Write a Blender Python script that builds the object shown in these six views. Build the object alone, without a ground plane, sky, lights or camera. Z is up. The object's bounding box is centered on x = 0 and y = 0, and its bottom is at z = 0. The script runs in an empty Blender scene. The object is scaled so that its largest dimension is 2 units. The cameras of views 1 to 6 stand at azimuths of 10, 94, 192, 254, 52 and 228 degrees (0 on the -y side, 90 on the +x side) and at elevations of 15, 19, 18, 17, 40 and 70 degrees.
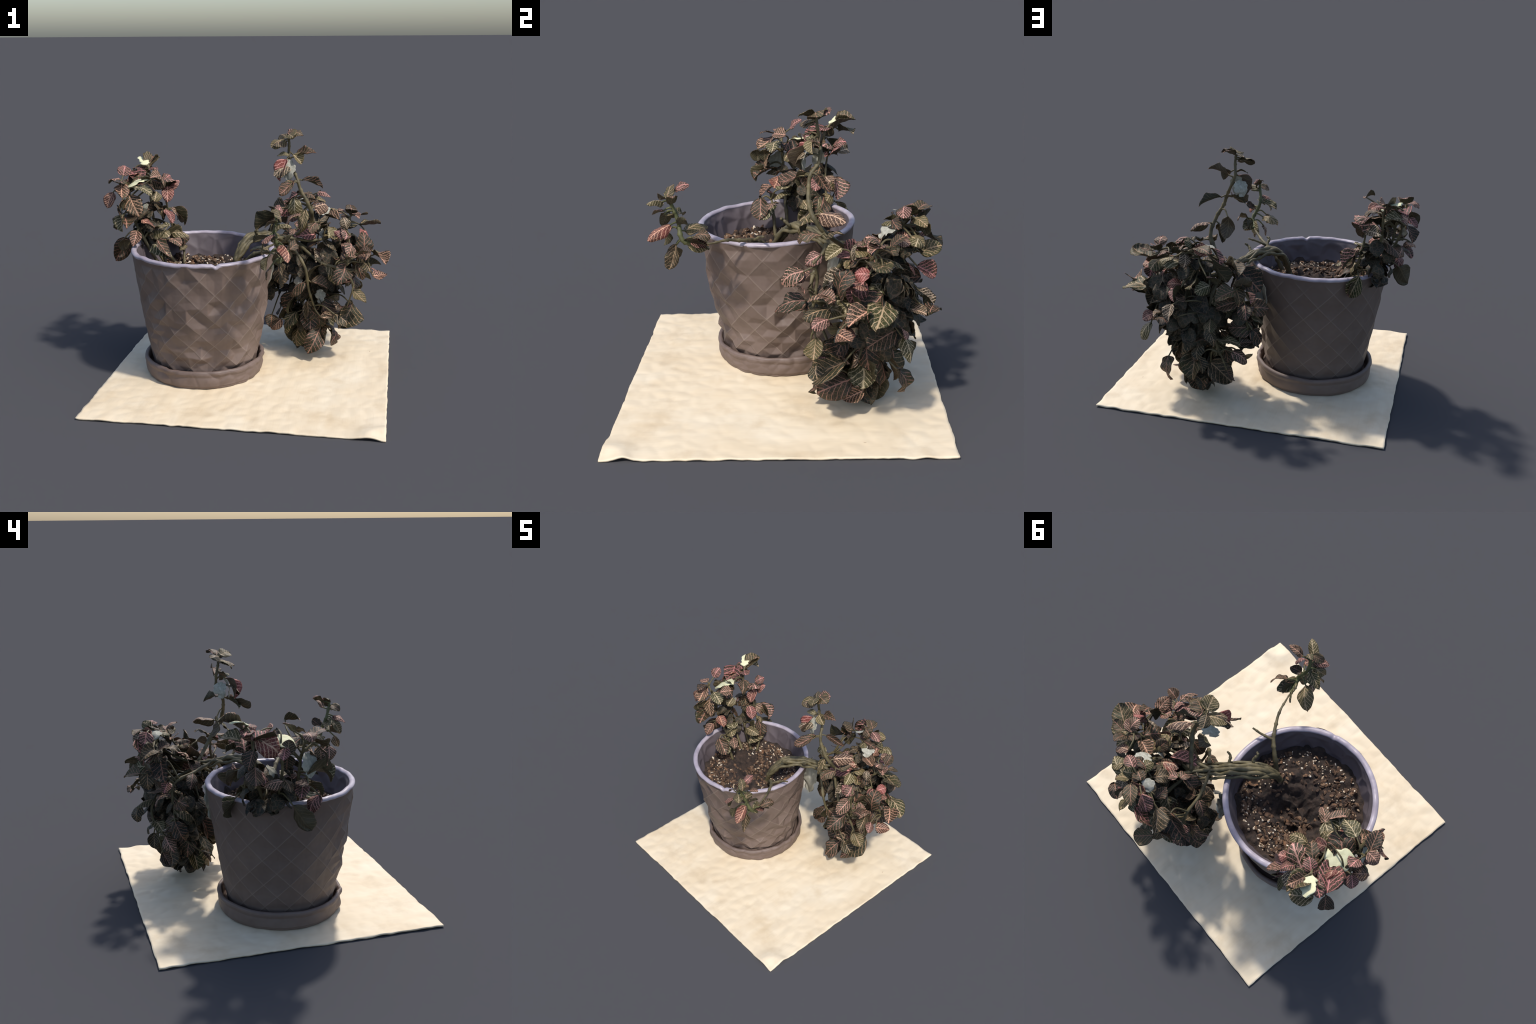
# A fittonia (nerve plant) trailing out of a mauve lattice-embossed pot with saucer,
# standing on a sheet of pale plywood.
import bpy, bmesh, math, random
from mathutils import Vector, Matrix, noise

random.seed(7)
TAU = 2 * math.pi
POT = Vector((-0.306, -0.027, 0.0))      # pot axis

# ------------------------------------------------------------------ helpers
def new_obj(name, verts, faces, mats, parent=None, smooth=True, mat_idx=None, loc=None):
    me = bpy.data.meshes.new(name)
    me.from_pydata([tuple(v) for v in verts], [], faces)
    for m in mats:
        me.materials.append(m)
    if mat_idx is not None:
        for p, i in zip(me.polygons, mat_idx):
            p.material_index = i
    for p in me.polygons:
        p.use_smooth = smooth
    me.update()
    ob = bpy.data.objects.new(name, me)
    bpy.context.scene.collection.objects.link(ob)
    if loc is not None:
        ob.location = loc
    if parent:
        ob.parent = parent
    return ob

def smoothstep(a, b, x):
    t = max(0.0, min(1.0, (x - a) / (b - a)))
    return t * t * (3 - 2 * t)

def fbm(p, octv=4):
    return noise.fractal(Vector(p), 1.0, 2.0, octv)

def facet(p, scale):
    """crumpled, flat-faceted noise in -1..1 (creases like an angular scan)"""
    d, _ = noise.voronoi(Vector(p) * scale)
    return (d[1] - d[0]) * 2.2 - 0.45

def catmull(pts, n=10):
    P = [Vector(p) for p in pts]
    P = [P[0] * 2 - P[1]] + P + [P[-1] * 2 - P[-2]]
    out = []
    for i in range(1, len(P) - 2):
        p0, p1, p2, p3 = P[i - 1:i + 3]
        for k in range(n):
            t = k / n
            out.append(0.5 * ((2 * p1) + (p2 - p0) * t + (2 * p0 - 5 * p1 + 4 * p2 - p3) * t * t
                              + (3 * p1 - p0 - 3 * p2 + p3) * t ** 3))
    out.append(P[-2].copy())
    return out

def tube(path, radii, sides=8, jitter=0.0, seed=0):
    """verts, faces of a tube along path with radius per point"""
    V, F = [], []
    ref = Vector((0.31, 0.2, 0.93))
    n = len(path)
    for i, p in enumerate(path):
        t = (path[min(i + 1, n - 1)] - path[max(i - 1, 0)]).normalized()
        a = t.cross(ref)
        if a.length < 1e-3:
            a = t.cross(Vector((1, 0, 0)))
        a.normalize()
        b = t.cross(a)
        for k in range(sides):
            w = TAU * k / sides
            r = radii[i] * (1 + jitter * noise.noise(Vector((i * .4 + seed, math.cos(w) * 2, math.sin(w) * 2))))
            V.append(p + (a * math.cos(w) + b * math.sin(w)) * r)
    for i in range(n - 1):
        for k in range(sides):
            k2 = (k + 1) % sides
            F.append((i * sides + k, i * sides + k2, (i + 1) * sides + k2, (i + 1) * sides + k))
    c0 = len(V); V.append(path[0]); V.append(path[-1])
    for k in range(sides):
        k2 = (k + 1) % sides
        F.append((c0, k2, k))
        F.append((c0 + 1, (n - 1) * sides + k, (n - 1) * sides + k2))
    return V, F

def merge(parts):
    V, F = [], []
    for v, f in parts:
        o = len(V)
        V += v
        F += [tuple(i + o for i in q) for q in f]
    return V, F

# ------------------------------------------------------------------ materials
class Mat:
    def __init__(self, name, rough=0.7):
        self.m = bpy.data.materials.new(name)
        self.m.use_nodes = True
        self.t = self.m.node_tree
        self.b = self.t.nodes["Principled BSDF"]
        self.b.inputs["Roughness"].default_value = rough
    def n(self, kind, **kw):
        nd = self.t.nodes.new(kind)
        for k, v in kw.items():
            if k.startswith("i_"):
                key = k[2:]
                nd.inputs[int(key) if key.isdigit() else key.replace("_", " ")].default_value = v
            else:
                setattr(nd, k, v)
        return nd
    def l(self, a, b):
        self.t.links.new(a, b)
    def math(self, op, a, b=None, c=None, clamp=False):
        nd = self.n("ShaderNodeMath", operation=op, use_clamp=clamp)
        for i, x in enumerate((a, b, c)):
            if x is None:
                continue
            if isinstance(x, (int, float)):
                nd.inputs[i].default_value = x
            else:
                self.l(x, nd.inputs[i])
        return nd.outputs[0]
    def ramp(self, fac, stops, interp="LINEAR"):
        nd = self.n("ShaderNodeValToRGB")
        nd.color_ramp.interpolation = interp
        el = nd.color_ramp.elements
        while len(el) < len(stops):
            el.new(0.5)
        for e, (p, c) in zip(el, stops):
            e.position = p
            e.color = (*c, 1)
        self.l(fac, nd.inputs[0])
        return nd.outputs[0]
    def mix(self, fac, a, b, blend="MIX"):
        nd = self.n("ShaderNodeMix", data_type="RGBA", blend_type=blend)
        for s, x in ((nd.inputs[0], fac), (nd.inputs[6], a), (nd.inputs[7], b)):
            if isinstance(x, (int, float)):
                s.default_value = x
            elif isinstance(x, tuple):
                s.default_value = (*x, 1)
            else:
                self.l(x, s)
        return nd.outputs[2]
    def step(self, x, lo, hi):
        nd = self.n("ShaderNodeMapRange", interpolation_type="SMOOTHSTEP")
        self.l(x, nd.inputs[0])
        nd.inputs[1].default_value = lo
        nd.inputs[2].default_value = hi
        return nd.outputs[0]
    def coords(self, scale=(1, 1, 1), loc=(0, 0, 0)):
        tc = self.n("ShaderNodeTexCoord")
        mp = self.n("ShaderNodeMapping")
        mp.inputs["Scale"].default_value = scale
        mp.inputs["Location"].default_value = loc
        self.l(tc.outputs["Object"], mp.inputs[0])
        return mp.outputs[0]
    def noise(self, vec, scale, detail=4, rough=0.55, dist=0.0):
        nd = self.n("ShaderNodeTexNoise")
        self.l(vec, nd.inputs["Vector"])
        nd.inputs["Scale"].default_value = scale
        nd.inputs["Detail"].default_value = detail
        nd.inputs["Roughness"].default_value = rough
        nd.inputs["Distortion"].default_value = dist
        return nd.outputs[0]
    def bump(self, h, strength, dist=0.01):
        nd = self.n("ShaderNodeBump")
        nd.inputs["Strength"].default_value = strength
        nd.inputs["Distance"].default_value = dist
        self.l(h, nd.inputs["Height"])
        self.l(nd.outputs[0], self.b.inputs["Normal"])
    def color(self, c):
        if isinstance(c, tuple):
            self.b.inputs["Base Color"].default_value = (*c, 1)
        else:
            self.l(c, self.b.inputs["Base Color"])

def mat_plywood():
    M = Mat("pale_plywood", 0.62)
    fine = M.noise(M.coords((160, 5, 1)), 1.0, 5, 0.6)
    broad = M.noise(M.coords((7, 0.8, 1)), 1.0, 4, 0.6, 0.6)
    blotch = M.noise(M.coords((1, 1, 1)), 2.2, 4, 0.5)
    c = M.ramp(broad, [(0.3, BOARD_A), (0.7, BOARD_B)])
    c = M.mix(M.math("MULTIPLY", M.step(blotch, 0.45, 0.75), 0.6), c, BOARD_C)
    tan = M.noise(M.coords((1, 1, 1), (5, 2, 0)), 3.5, 5, 0.6)
    c = M.mix(M.math("MULTIPLY", M.step(tan, 0.48, 0.72), 0.5), c, BOARD_D)
    c = M.mix(M.math("MULTIPLY", M.step(fine, 0.52, 0.75), 0.20), c, BOARD_D)
    # a few small brown flecks
    vo = M.n("ShaderNodeTexVoronoi")
    M.l(M.coords((1.0, 0.45, 1)), vo.inputs["Vector"])
    vo.inputs["Scale"].default_value = 4.0
    fleck = M.math("SUBTRACT", 1.0, M.step(vo.outputs["Distance"], 0.018, 0.03))
    c = M.mix(M.math("MULTIPLY", fleck, 0.65), c, (0.30, 0.16, 0.07))
    M.color(c)
    M.bump(fine, 0.12, 0.004)
    return M.m

def mat_clay(name, base, light, line, lattice):
    M = Mat(name, 0.58)
    v = M.coords()
    n1 = M.noise(v, 5.0, 5, 0.6)
    n2 = M.noise(v, 38.0, 4, 0.6)
    c = M.mix(M.step(n1, 0.3, 0.72), base, light)
    c = M.mix(M.math("MULTIPLY", M.step(n2, 0.45, 0.8), 0.25), c, tuple(x * 0.72 for x in base))
    if lattice:
        sp = M.n("ShaderNodeSeparateXYZ"); M.l(v, sp.inputs[0])
        th = M.math("ARCTAN2", sp.outputs[1], sp.outputs[0])
        a = M.math("MULTIPLY", th, 15 / TAU)
        z = sp.outputs[2]
        b = M.math("SUBTRACT", M.math("MULTIPLY", z, 6.6), M.math("MULTIPLY", M.math("MULTIPLY", z, z), 1.2))
        def fam(s, ph):
            u = M.math("SUBTRACT", M.math("ADD" if s > 0 else "SUBTRACT", a, b), ph - 0.5)
            d = M.math("ABSOLUTE", M.math("SUBTRACT", M.math("FRACT", u), 0.5))
            return M.math("SUBTRACT", 1.0, M.step(d, 0.008, 0.030))
        ln = M.math("MAXIMUM", fam(1, 0.193), fam(-1, 0.149))
        ln = M.math("MULTIPLY", ln, M.math("MULTIPLY", M.step(z, 0.10, 0.14), M.math("SUBTRACT", 1.0, M.step(z, 0.84, 0.875))))
        wear = M.noise(v, 9.0, 3)
        ln = M.math("MULTIPLY", ln, M.step(wear, 0.15, 0.55))
        c = M.mix(M.math("MULTIPLY", ln, 0.6), c, line)
    M.color(c)
    M.bump(n2, 0.12, 0.006)
    return M.m

def mat_plain(name, a, b, scale, rough=0.7, bump=0.2):
    M = Mat(name, rough)
    v = M.coords()
    n1 = M.noise(v, scale, 5, 0.6)
    M.color(M.ramp(n1, [(0.3, a), (0.7, b)]))
    M.bump(M.noise(v, scale * 3, 4), bump, 0.006)
    return M.m

def mat_random(name, stops, rough=0.7):
    """pieces joined in one mesh: colour by position cells"""
    M = Mat(name, rough)
    v = M.coords()
    vo = M.n("ShaderNodeTexVoronoi"); M.l(v, vo.inputs["Vector"]); vo.inputs["Scale"].default_value = 45.0
    sp = M.n("ShaderNodeSeparateColor"); M.l(vo.outputs["Color"], sp.inputs[0])
    M.color(M.ramp(sp.outputs[0], stops))
    M.bump(M.noise(v, 90, 3), 0.25, 0.004)
    return M.m

def mat_leaf(name, blade, veins, vein_width, ret):
    """blade colours / vein colours: ramps over Object Info Random. Local x runs base->tip 0..1, y across -0.5..0.5"""
    M = Mat(name, 0.55)
    tc = M.n("ShaderNodeTexCoord")
    oi = M.n("ShaderNodeObjectInfo")
    rnd = oi.outputs["Random"]
    off = M.n("ShaderNodeCombineXYZ")
    for i in range(3):
        M.l(M.math("MULTIPLY", rnd, 37.0 + 11 * i), off.inputs[i])
    shifted = M.n("ShaderNodeVectorMath", operation="ADD")
    M.l(tc.outputs["Object"], shifted.inputs[0]); M.l(off.outputs[0], shifted.inputs[1])
    sv = shifted.outputs[0]
    warp = M.noise(sv, 5.0, 2)
    sp = M.n("ShaderNodeSeparateXYZ"); M.l(tc.outputs["Object"], sp.inputs[0])
    x, y = sp.outputs[0], sp.outputs[1]
    wob = M.math("MULTIPLY", M.math("SUBTRACT", warp, 0.5), 0.15)
    ay = M.math("ABSOLUTE", M.math("ADD", y, M.math("MULTIPLY", wob, 0.35)))
    mid = M.math("SUBTRACT", 1.0, M.step(ay, 0.016 * vein_width, 0.05 * vein_width))
    # lateral veins sweep forward from the midrib
    ph = M.math("SUBTRACT", M.math("ADD", x, wob), M.math("MULTIPLY", M.math("POWER", ay, 0.85), 0.72))
    fr = M.math("ABSOLUTE", M.math("SUBTRACT", M.math("FRACT", M.math("MULTIPLY", ph, 6.0)), 0.5))
    lat = M.math("SUBTRACT", 1.0, M.step(fr, 0.05 * vein_width, 0.16 * vein_width))
    vo = M.n("ShaderNodeTexVoronoi", feature="DISTANCE_TO_EDGE"); M.l(sv, vo.inputs["Vector"])
    vo.inputs["Scale"].default_value = 9.0
    rt = M.math("MULTIPLY", M.math("SUBTRACT", 1.0, M.step(vo.outputs["Distance"], 0.015, 0.075)), ret)
    vm = M.math("MAXIMUM", M.math("MAXIMUM", mid, lat), rt)
    worn = M.step(M.noise(sv, 2.6, 2), 0.22, 0.60)
    vm = M.math("MULTIPLY", vm, M.math("ADD", 0.5, M.math("MULTIPLY", worn, 0.5)), clamp=True)
    blend = M.noise(sv, 3.0, 3)
    pick = M.math("ADD", rnd, M.math("MULTIPLY", M.math("SUBTRACT", blend, 0.5), 0.5), clamp=True)
    bl = M.ramp(pick, blade)
    ve = M.ramp(M.math("FRACT", M.math("MULTIPLY", rnd, 7.31)), veins)
    M.color(M.mix(vm, bl, ve))
    M.bump(M.math("SUBTRACT", 1.0, vm), 0.25, 0.02)
    M.b.inputs["Specular IOR Level"].default_value = 0.35
    # a little light through the blade
    tr = M.n("ShaderNodeBsdfTranslucent")
    M.l(M.mix(vm, bl, ve), tr.inputs["Color"])
    ms = M.n("ShaderNodeMixShader"); ms.inputs[0].default_value = 0.12
    out = M.t.nodes["Material Output"]
    M.l(M.b.outputs[0], ms.inputs[1]); M.l(tr.outputs[0], ms.inputs[2]); M.l(ms.outputs[0], out.inputs["Surface"])
    return M.m

BOARD_A, BOARD_B = (0.72, 0.585, 0.40), (0.79, 0.665, 0.48)
BOARD_C, BOARD_D = (0.82, 0.73, 0.57), (0.58, 0.44, 0.27)
CLAY = mat_clay("mauve_clay", (0.146, 0.101, 0.080), (0.180, 0.129, 0.105), (0.265, 0.207, 0.165), True)
CLAY_SAUCER = mat_clay("mauve_clay_saucer", (0.140, 0.097, 0.079), (0.175, 0.126, 0.105), (0.3, 0.25, 0.2), False)
CLAY_IN = mat_plain("mauve_clay_inside", (0.095, 0.076, 0.082), (0.150, 0.122, 0.130), 6, 0.6)
RIM = mat_plain("pale_glazed_rim", (0.30, 0.25, 0.29), (0.46, 0.41, 0.46), 9, 0.38, 0.08)  # clay lightened to lavender: the lip's glossy highlight painted into its colour
PLY = mat_plywood()
SOIL = mat_plain("dark_soil", (0.012, 0.009, 0.008), (0.060, 0.038, 0.027), 26, 0.95, 0.9)
BARK = mat_random("bark_chips", [(0.0, (0.03, 0.018, 0.012)), (0.5, (0.11, 0.06, 0.035)), (0.85, (0.17, 0.105, 0.062)), (1.0, (0.20, 0.10, 0.05))], 0.9)
GRIT = mat_random("pale_grit", [(0.0, (0.35, 0.22, 0.13)), (0.5, (0.55, 0.42, 0.28)), (1.0, (0.78, 0.70, 0.58))], 0.85)
STEM = mat_plain("green_brown_stem", (0.055, 0.045, 0.020), (0.175, 0.140, 0.068), 16, 0.6, 0.4)
STEM_PALE = mat_plain("fresh_green_stem", (0.055, 0.060, 0.020), (0.13, 0.13, 0.050), 14, 0.6, 0.3)

PINK = [(0.0, (0.66, 0.25, 0.24)), (0.3, (0.74, 0.38, 0.31)), (0.6, (0.68, 0.38, 0.24)), (1.0, (0.76, 0.58, 0.41))]
RUST = [(0.0, (0.34, 0.16, 0.10)), (0.4, (0.46, 0.23, 0.17)), (0.75, (0.40, 0.24, 0.13)), (1.0, (0.50, 0.34, 0.21))]
LEAF_YOUNG = mat_leaf("young_leaf_pink_veins", [(0.0, (0.032, 0.036, 0.015)), (0.5, (0.050, 0.034, 0.020)), (0.85, (0.085, 0.036, 0.028)), (1.0, (0.22, 0.052, 0.042))], PINK, 0.85, 0.45)
LEAF_MATURE = mat_leaf("mature_leaf_rust_veins", [(0.0, (0.018, 0.020, 0.012)), (0.5, (0.032, 0.033, 0.016)), (0.8, (0.050, 0.038, 0.022)), (1.0, (0.056, 0.058, 0.024))], RUST, 0.62, 0.28)
LEAF_OLIVE = mat_leaf("olive_leaf_cream_veins", [(0.0, (0.038, 0.046, 0.014)), (0.5, (0.062, 0.054, 0.019)), (1.0, (0.11, 0.092, 0.034))], [(0.0, (0.42, 0.28, 0.16)), (0.5, (0.55, 0.40, 0.24)), (1.0, (0.60, 0.49, 0.31))], 0.85, 0.35)
UNDER = mat_leaf("leaf_underside", [(0.0, (0.040, 0.038, 0.020)), (0.5, (0.070, 0.060, 0.028)), (1.0, (0.10, 0.072, 0.048))], [(0.0, (0.12, 0.09, 0.05)), (1.0, (0.20, 0.155, 0.09))], 0.8, 0.2)
CREAM = mat_plain("bleached_leaf_cream", (0.62, 0.60, 0.36), (0.74, 0.72, 0.48), 8, 0.7, 0.1)
ASH = mat_plain("bleached_leaf_grey", (0.26, 0.25, 0.19), (0.50, 0.48, 0.40), 5, 0.7, 0.1)
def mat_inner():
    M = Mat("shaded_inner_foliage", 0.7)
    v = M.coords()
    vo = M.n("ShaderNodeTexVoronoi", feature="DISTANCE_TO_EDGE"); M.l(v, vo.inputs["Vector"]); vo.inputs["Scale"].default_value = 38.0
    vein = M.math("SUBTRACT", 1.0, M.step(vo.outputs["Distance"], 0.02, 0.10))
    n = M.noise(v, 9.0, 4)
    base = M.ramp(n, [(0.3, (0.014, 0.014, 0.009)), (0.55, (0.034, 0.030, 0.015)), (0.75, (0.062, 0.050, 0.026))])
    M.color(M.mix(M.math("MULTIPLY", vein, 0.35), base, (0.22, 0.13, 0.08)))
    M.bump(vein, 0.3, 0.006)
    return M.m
INNER = mat_inner()

# ------------------------------------------------------------------ plywood sheet
def build_board():
    c00, c10, c11, c01 = Vector((-.930, -.951, .011)), Vector((.998, -.942, .008)), Vector((.997, .930, .012)), Vector((-.935, .916, .010))
    N = 150
    V, F = [], []
    for top in (1, 0):
        for j in range(N + 1):
            for i in range(N + 1):
                u, v = i / N, j / N
                p = (c00 * (1 - u) + c10 * u) * (1 - v) + (c01 * (1 - u) + c11 * u) * v
                edge = min(u, v, 1 - u, 1 - v)
                k = 1 - smoothstep(0, 0.012, edge)
                p.x += 0.006 * k * fbm((p.x * 9, p.y * 9, 3))
                p.y += 0.006 * k * fbm((p.x * 9, p.y * 9, 8))
                z = p.z + 0.003 + 0.0035 * facet((p.x, p.y, .4), 9) + 0.0040 * fbm((p.x * 3, p.y * 3, 1))
                z += 0.006 * k * noise.noise(Vector((p.x * 11, p.y * 11, 5)))
                # curled front corner
                dc = (Vector((p.x, p.y)) - Vector((.997, -.93))).length
                z += 0.018 * smoothstep(.22, .10, dc) * smoothstep(0.0, .12, dc) - 0.004 * smoothstep(.06, 0, dc)
                z = max(z, 0.0045)
                p.z = z if top else max(z - 0.010, 0.0)
                V.append(p)
    n1 = (N + 1) ** 2
    for j in range(N):
        for i in range(N):
            a = j * (N + 1) + i
            F.append((a, a + 1, a + N + 2, a + N + 1))
            F.append((n1 + a, n1 + a + N + 1, n1 + a + N + 2, n1 + a + 1))
    ring = [i for i in range(N + 1)] + [(j + 1) * (N + 1) - 1 for j in range(1, N + 1)] + \
           [N * (N + 1) + i for i in range(N - 1, -1, -1)] + [j * (N + 1) for j in range(N - 1, 0, -1)]
    for k in range(len(ring)):
        a, b = ring[k], ring[(k + 1) % len(ring)]
        F.append((b, a, n1 + a, n1 + b))
    ob = new_obj("plywood_sheet", V, F, [PLY])
    ob["label"] = "thin square pale birch plywood sheet with wavy edges"
    ob["category"] = "wooden board"
    return ob

# ------------------------------------------------------------------ pot
def pot_r(z):
    return 0.347 + 0.162 * z + 0.006 * math.sin(max(0, min(1, z / .9)) * math.pi)

def rim_wave(th):
    w = 0.006 * noise.noise(Vector((math.cos(th) * 1.6, math.sin(th) * 1.6, 2.3))) \
      + 0.004 * noise.noise(Vector((math.cos(th) * 6, math.sin(th) * 6, 7.1)))
    w -= 0.016 * math.exp(-((((th - math.radians(293) + math.pi) % TAU) - math.pi) / 0.035) ** 2)   # small chip
    return w

def revolve(profile, fn, n=480, close=False):
    """profile: list of (r, z); fn(theta, r, z, i) -> displaced (r, z)"""
    V, F = [], []
    m = len(profile)
    for k in range(n):
        th = TAU * k / n
        for i, (r, z) in enumerate(profile):
            r2, z2 = fn(th, r, z, i)
            V.append(Vector((r2 * math.cos(th), r2 * math.sin(th), z2)))
    for k in range(n):
        k2 = (k + 1) % n
        for i in range(m - 1 if not close else m):
            i2 = (i + 1) % m
            F.append((k * m + i, k2 * m + i, k2 * m + i2, k * m + i2))
    return V, F

def lattice(th, z):
    """raised line height 0..1 and pillow 0..1 on the diamond panels"""
    a = 15 * th / TAU
    b = 6.6 * z - 1.2 * z * z
    d = []
    for s, ph in ((1, .193), (-1, .149)):
        u = (a + s * b - ph) % 1.0
        d.append(min(u, 1 - u))
    e = min(d)
    return 1 - smoothstep(0.010, 0.045, e), smoothstep(0.0, 0.5, e)

def hash01(i, j, s=0):
    return noise.cell(Vector((i * 1.37 + .31 + s, j * 2.11 + .17, s * 3.3 + .5)))

def crumple(th, z):
    """flat triangular facets on half-diamond corners, strongest on the -y / +x side of the pot"""
    k = 0.5 + 0.5 * math.cos(th - math.radians(315))
    k = 0.10 + 0.90 * smoothstep(0.25, 0.75, k)
    a = 15 * th / TAU
    bb = 6.6 * z - 1.2 * z * z
    p, q = (a + bb - .193) * 2, (a - bb - .149) * 2
    p += 0.25 * noise.noise(Vector((math.cos(th) * 3, math.sin(th) * 3, z * 6)))
    q += 0.25 * noise.noise(Vector((math.cos(th) * 3, math.sin(th) * 3, z * 6 + 7)))
    i, j = math.floor(p), math.floor(q)
    u, v = p - i, q - j
    def H(di, dj):
        I, J = i + di, j + dj
        h = hash01((I + J) % 60, I - J)
        if I % 2 == 0 and J % 2 == 0:
            h = h * .5 + .55          # crossings of the raised lines stand out
        return h
    if hash01((i + j) % 60, i - j, 5) > .5:
        if u + v < 1:
            f = H(0, 0) * (1 - u - v) + H(1, 0) * u + H(0, 1) * v
        else:
            f = H(1, 1) * (u + v - 1) + H(0, 1) * (1 - u) + H(1, 0) * (1 - v)
    else:
        if u > v:
            f = H(0, 0) * (1 - u) + H(1, 0) * (u - v) + H(1, 1) * v
        else:
            f = H(0, 0) * (1 - v) + H(0, 1) * (v - u) + H(1, 1) * u
    return k * (f - .25)

def build_pot(parent):
    zs = [0.03 + (0.900 - 0.03) * i / 150 for i in range(151)]
    prof = [(0.0, 0.03), (0.2, 0.03)] + [(pot_r(z), z) for z in zs]
    def outer(th, r, z, i):
        if i < 2:
            return r, z
        line, pil = lattice(th, z)
        fade = smoothstep(0.10, 0.14, z) * (1 - smoothstep(0.84, 0.88, z))
        r += fade * (0.0022 * line - 0.004 * pil) + 0.018 * crumple(th, z) * smoothstep(0.04, 0.12, z)
        r += 0.004 * noise.noise(Vector((math.cos(th), math.sin(th), z * 2)))
        r += 0.009 * smoothstep(0.1, 0.9, math.cos(th - math.radians(290))) * smoothstep(0.05, 0.15, z) * (1 - smoothstep(0.35, 0.75, z))
        if z > 0.86:
            z += rim_wave(th) * smoothstep(0.86, 0.90, z)
        return r, z
    V, F = revolve(prof, outer, 600)
    wall = new_obj("flower_pot", V, F, [CLAY], parent, loc=POT)
    # inner wall
    zi = [0.55 + (0.900 - 0.55) * i / 50 for i in range(51)]
    prof = [(pot_r(0.9) - 0.034 - 0.28 * (0.9 - z), z) for z in zi]
    def inner(th, r, z, i):
        p = (math.cos(th) * 0.45, math.sin(th) * 0.45, z + 5)
        r += 0.012 * facet(p, 7) * (1 - smoothstep(0.86, 0.90, z))
        return r, z + rim_wave(th) * smoothstep(0.80, 0.893, z)
    V, F = revolve(prof, inner, 360)
    F = [f[::-1] for f in F]
    new_obj("pot_inside", V, F, [CLAY_IN], wall)
    # rounded pale rim
    prof = []
    rc, zc = pot_r(0.900) - 0.016, 0.900
    for k in range(20):
        w = TAU * k / 20
        prof.append((rc + 0.0195 * math.cos(w), zc + 0.0145 * math.sin(w)))
    def rimf(th, r, z, i):
        q = Vector((math.cos(th) * 4, math.sin(th) * 4, i * .3))
        return r + 0.0025 * noise.noise(q) + 0.004 * noise.noise(Vector((math.cos(th), math.sin(th), .89 * 2))), \
               z + rim_wave(th) + 0.002 * facet((math.cos(th) * .45, math.sin(th) * .45, 1), 14)
    V, F = revolve(prof, rimf, 360, True)
    new_obj("pot_rim", V, F, [RIM], wall)
    return wall

def build_saucer(parent):
    prof = [(0.0, 0.012), (0.34, 0.012), (0.398, 0.013), (0.406, 0.020), (0.409, 0.030), (0.415, 0.036), (0.418, 0.06), (0.419, 0.085), (0.418, 0.103),
            (0.422, 0.112), (0.426, 0.124), (0.424, 0.136), (0.418, 0.143), (0.409, 0.145), (0.400, 0.141), (0.395, 0.130), (0.392, 0.10), (0.388, 0.06), (0.375, 0.042), (0.2, 0.04), (0.0, 0.04)]
    # resample finer
    P = []
    for (r0, z0), (r1, z1) in zip(prof, prof[1:]):
        n = 4
        P += [(r0 + (r1 - r0) * i / n, z0 + (z1 - z0) * i / n) for i in range(n)]
    P.append(prof[-1])
    def f(th, r, z, i):
        k = smoothstep(0.2, 0.36, r)
        p = (math.cos(th) * 0.42, math.sin(th) * 0.42, z * 1.2 + 3)
        kk = 0.25 + 0.75 * smoothstep(0.3, 0.8, 0.5 + 0.5 * math.cos(th - math.radians(305)))
        r += k * (0.009 * kk * facet(p, 9) + 0.002 * noise.noise(Vector(p) * 5))
        z += k * 0.004 * noise.noise(Vector((math.cos(th) * 3, math.sin(th) * 3, 9))) * smoothstep(0.05, 0.12, z)
        return r, z
    V, F = revolve(P, f, 360)
    return new_obj("saucer", V, F, [CLAY_SAUCER], parent, loc=(-0.311, -0.020, 0))

# ------------------------------------------------------------------ soil
SOIL_Z = 0.733
def soil_h(x, y):
    """soil height in pot coordinates: crumbly, with a deep hollow in the middle"""
    r = math.hypot(x, y)
    pit = math.exp(-(((x + .03) / .17) ** 2 + ((y - .07) / .15) ** 2) ** 1.6)
    h = SOIL_Z + 0.020 * noise.noise(Vector((x * 5, y * 5, 1))) + 0.026 * facet((x, y, 2), 11) + 0.006 * noise.noise(Vector((x * 40, y * 40, 4)))
    h += 0.012 * smoothstep(.28, .40, r)
    h -= 0.13 * pit + 0.05 * pit * facet((x, y, 6), 9)
    h += 0.030 * math.exp(-((x - .23) ** 2 + (y + .02) ** 2) / 0.006)       # mound round the main stem
    return h

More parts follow.
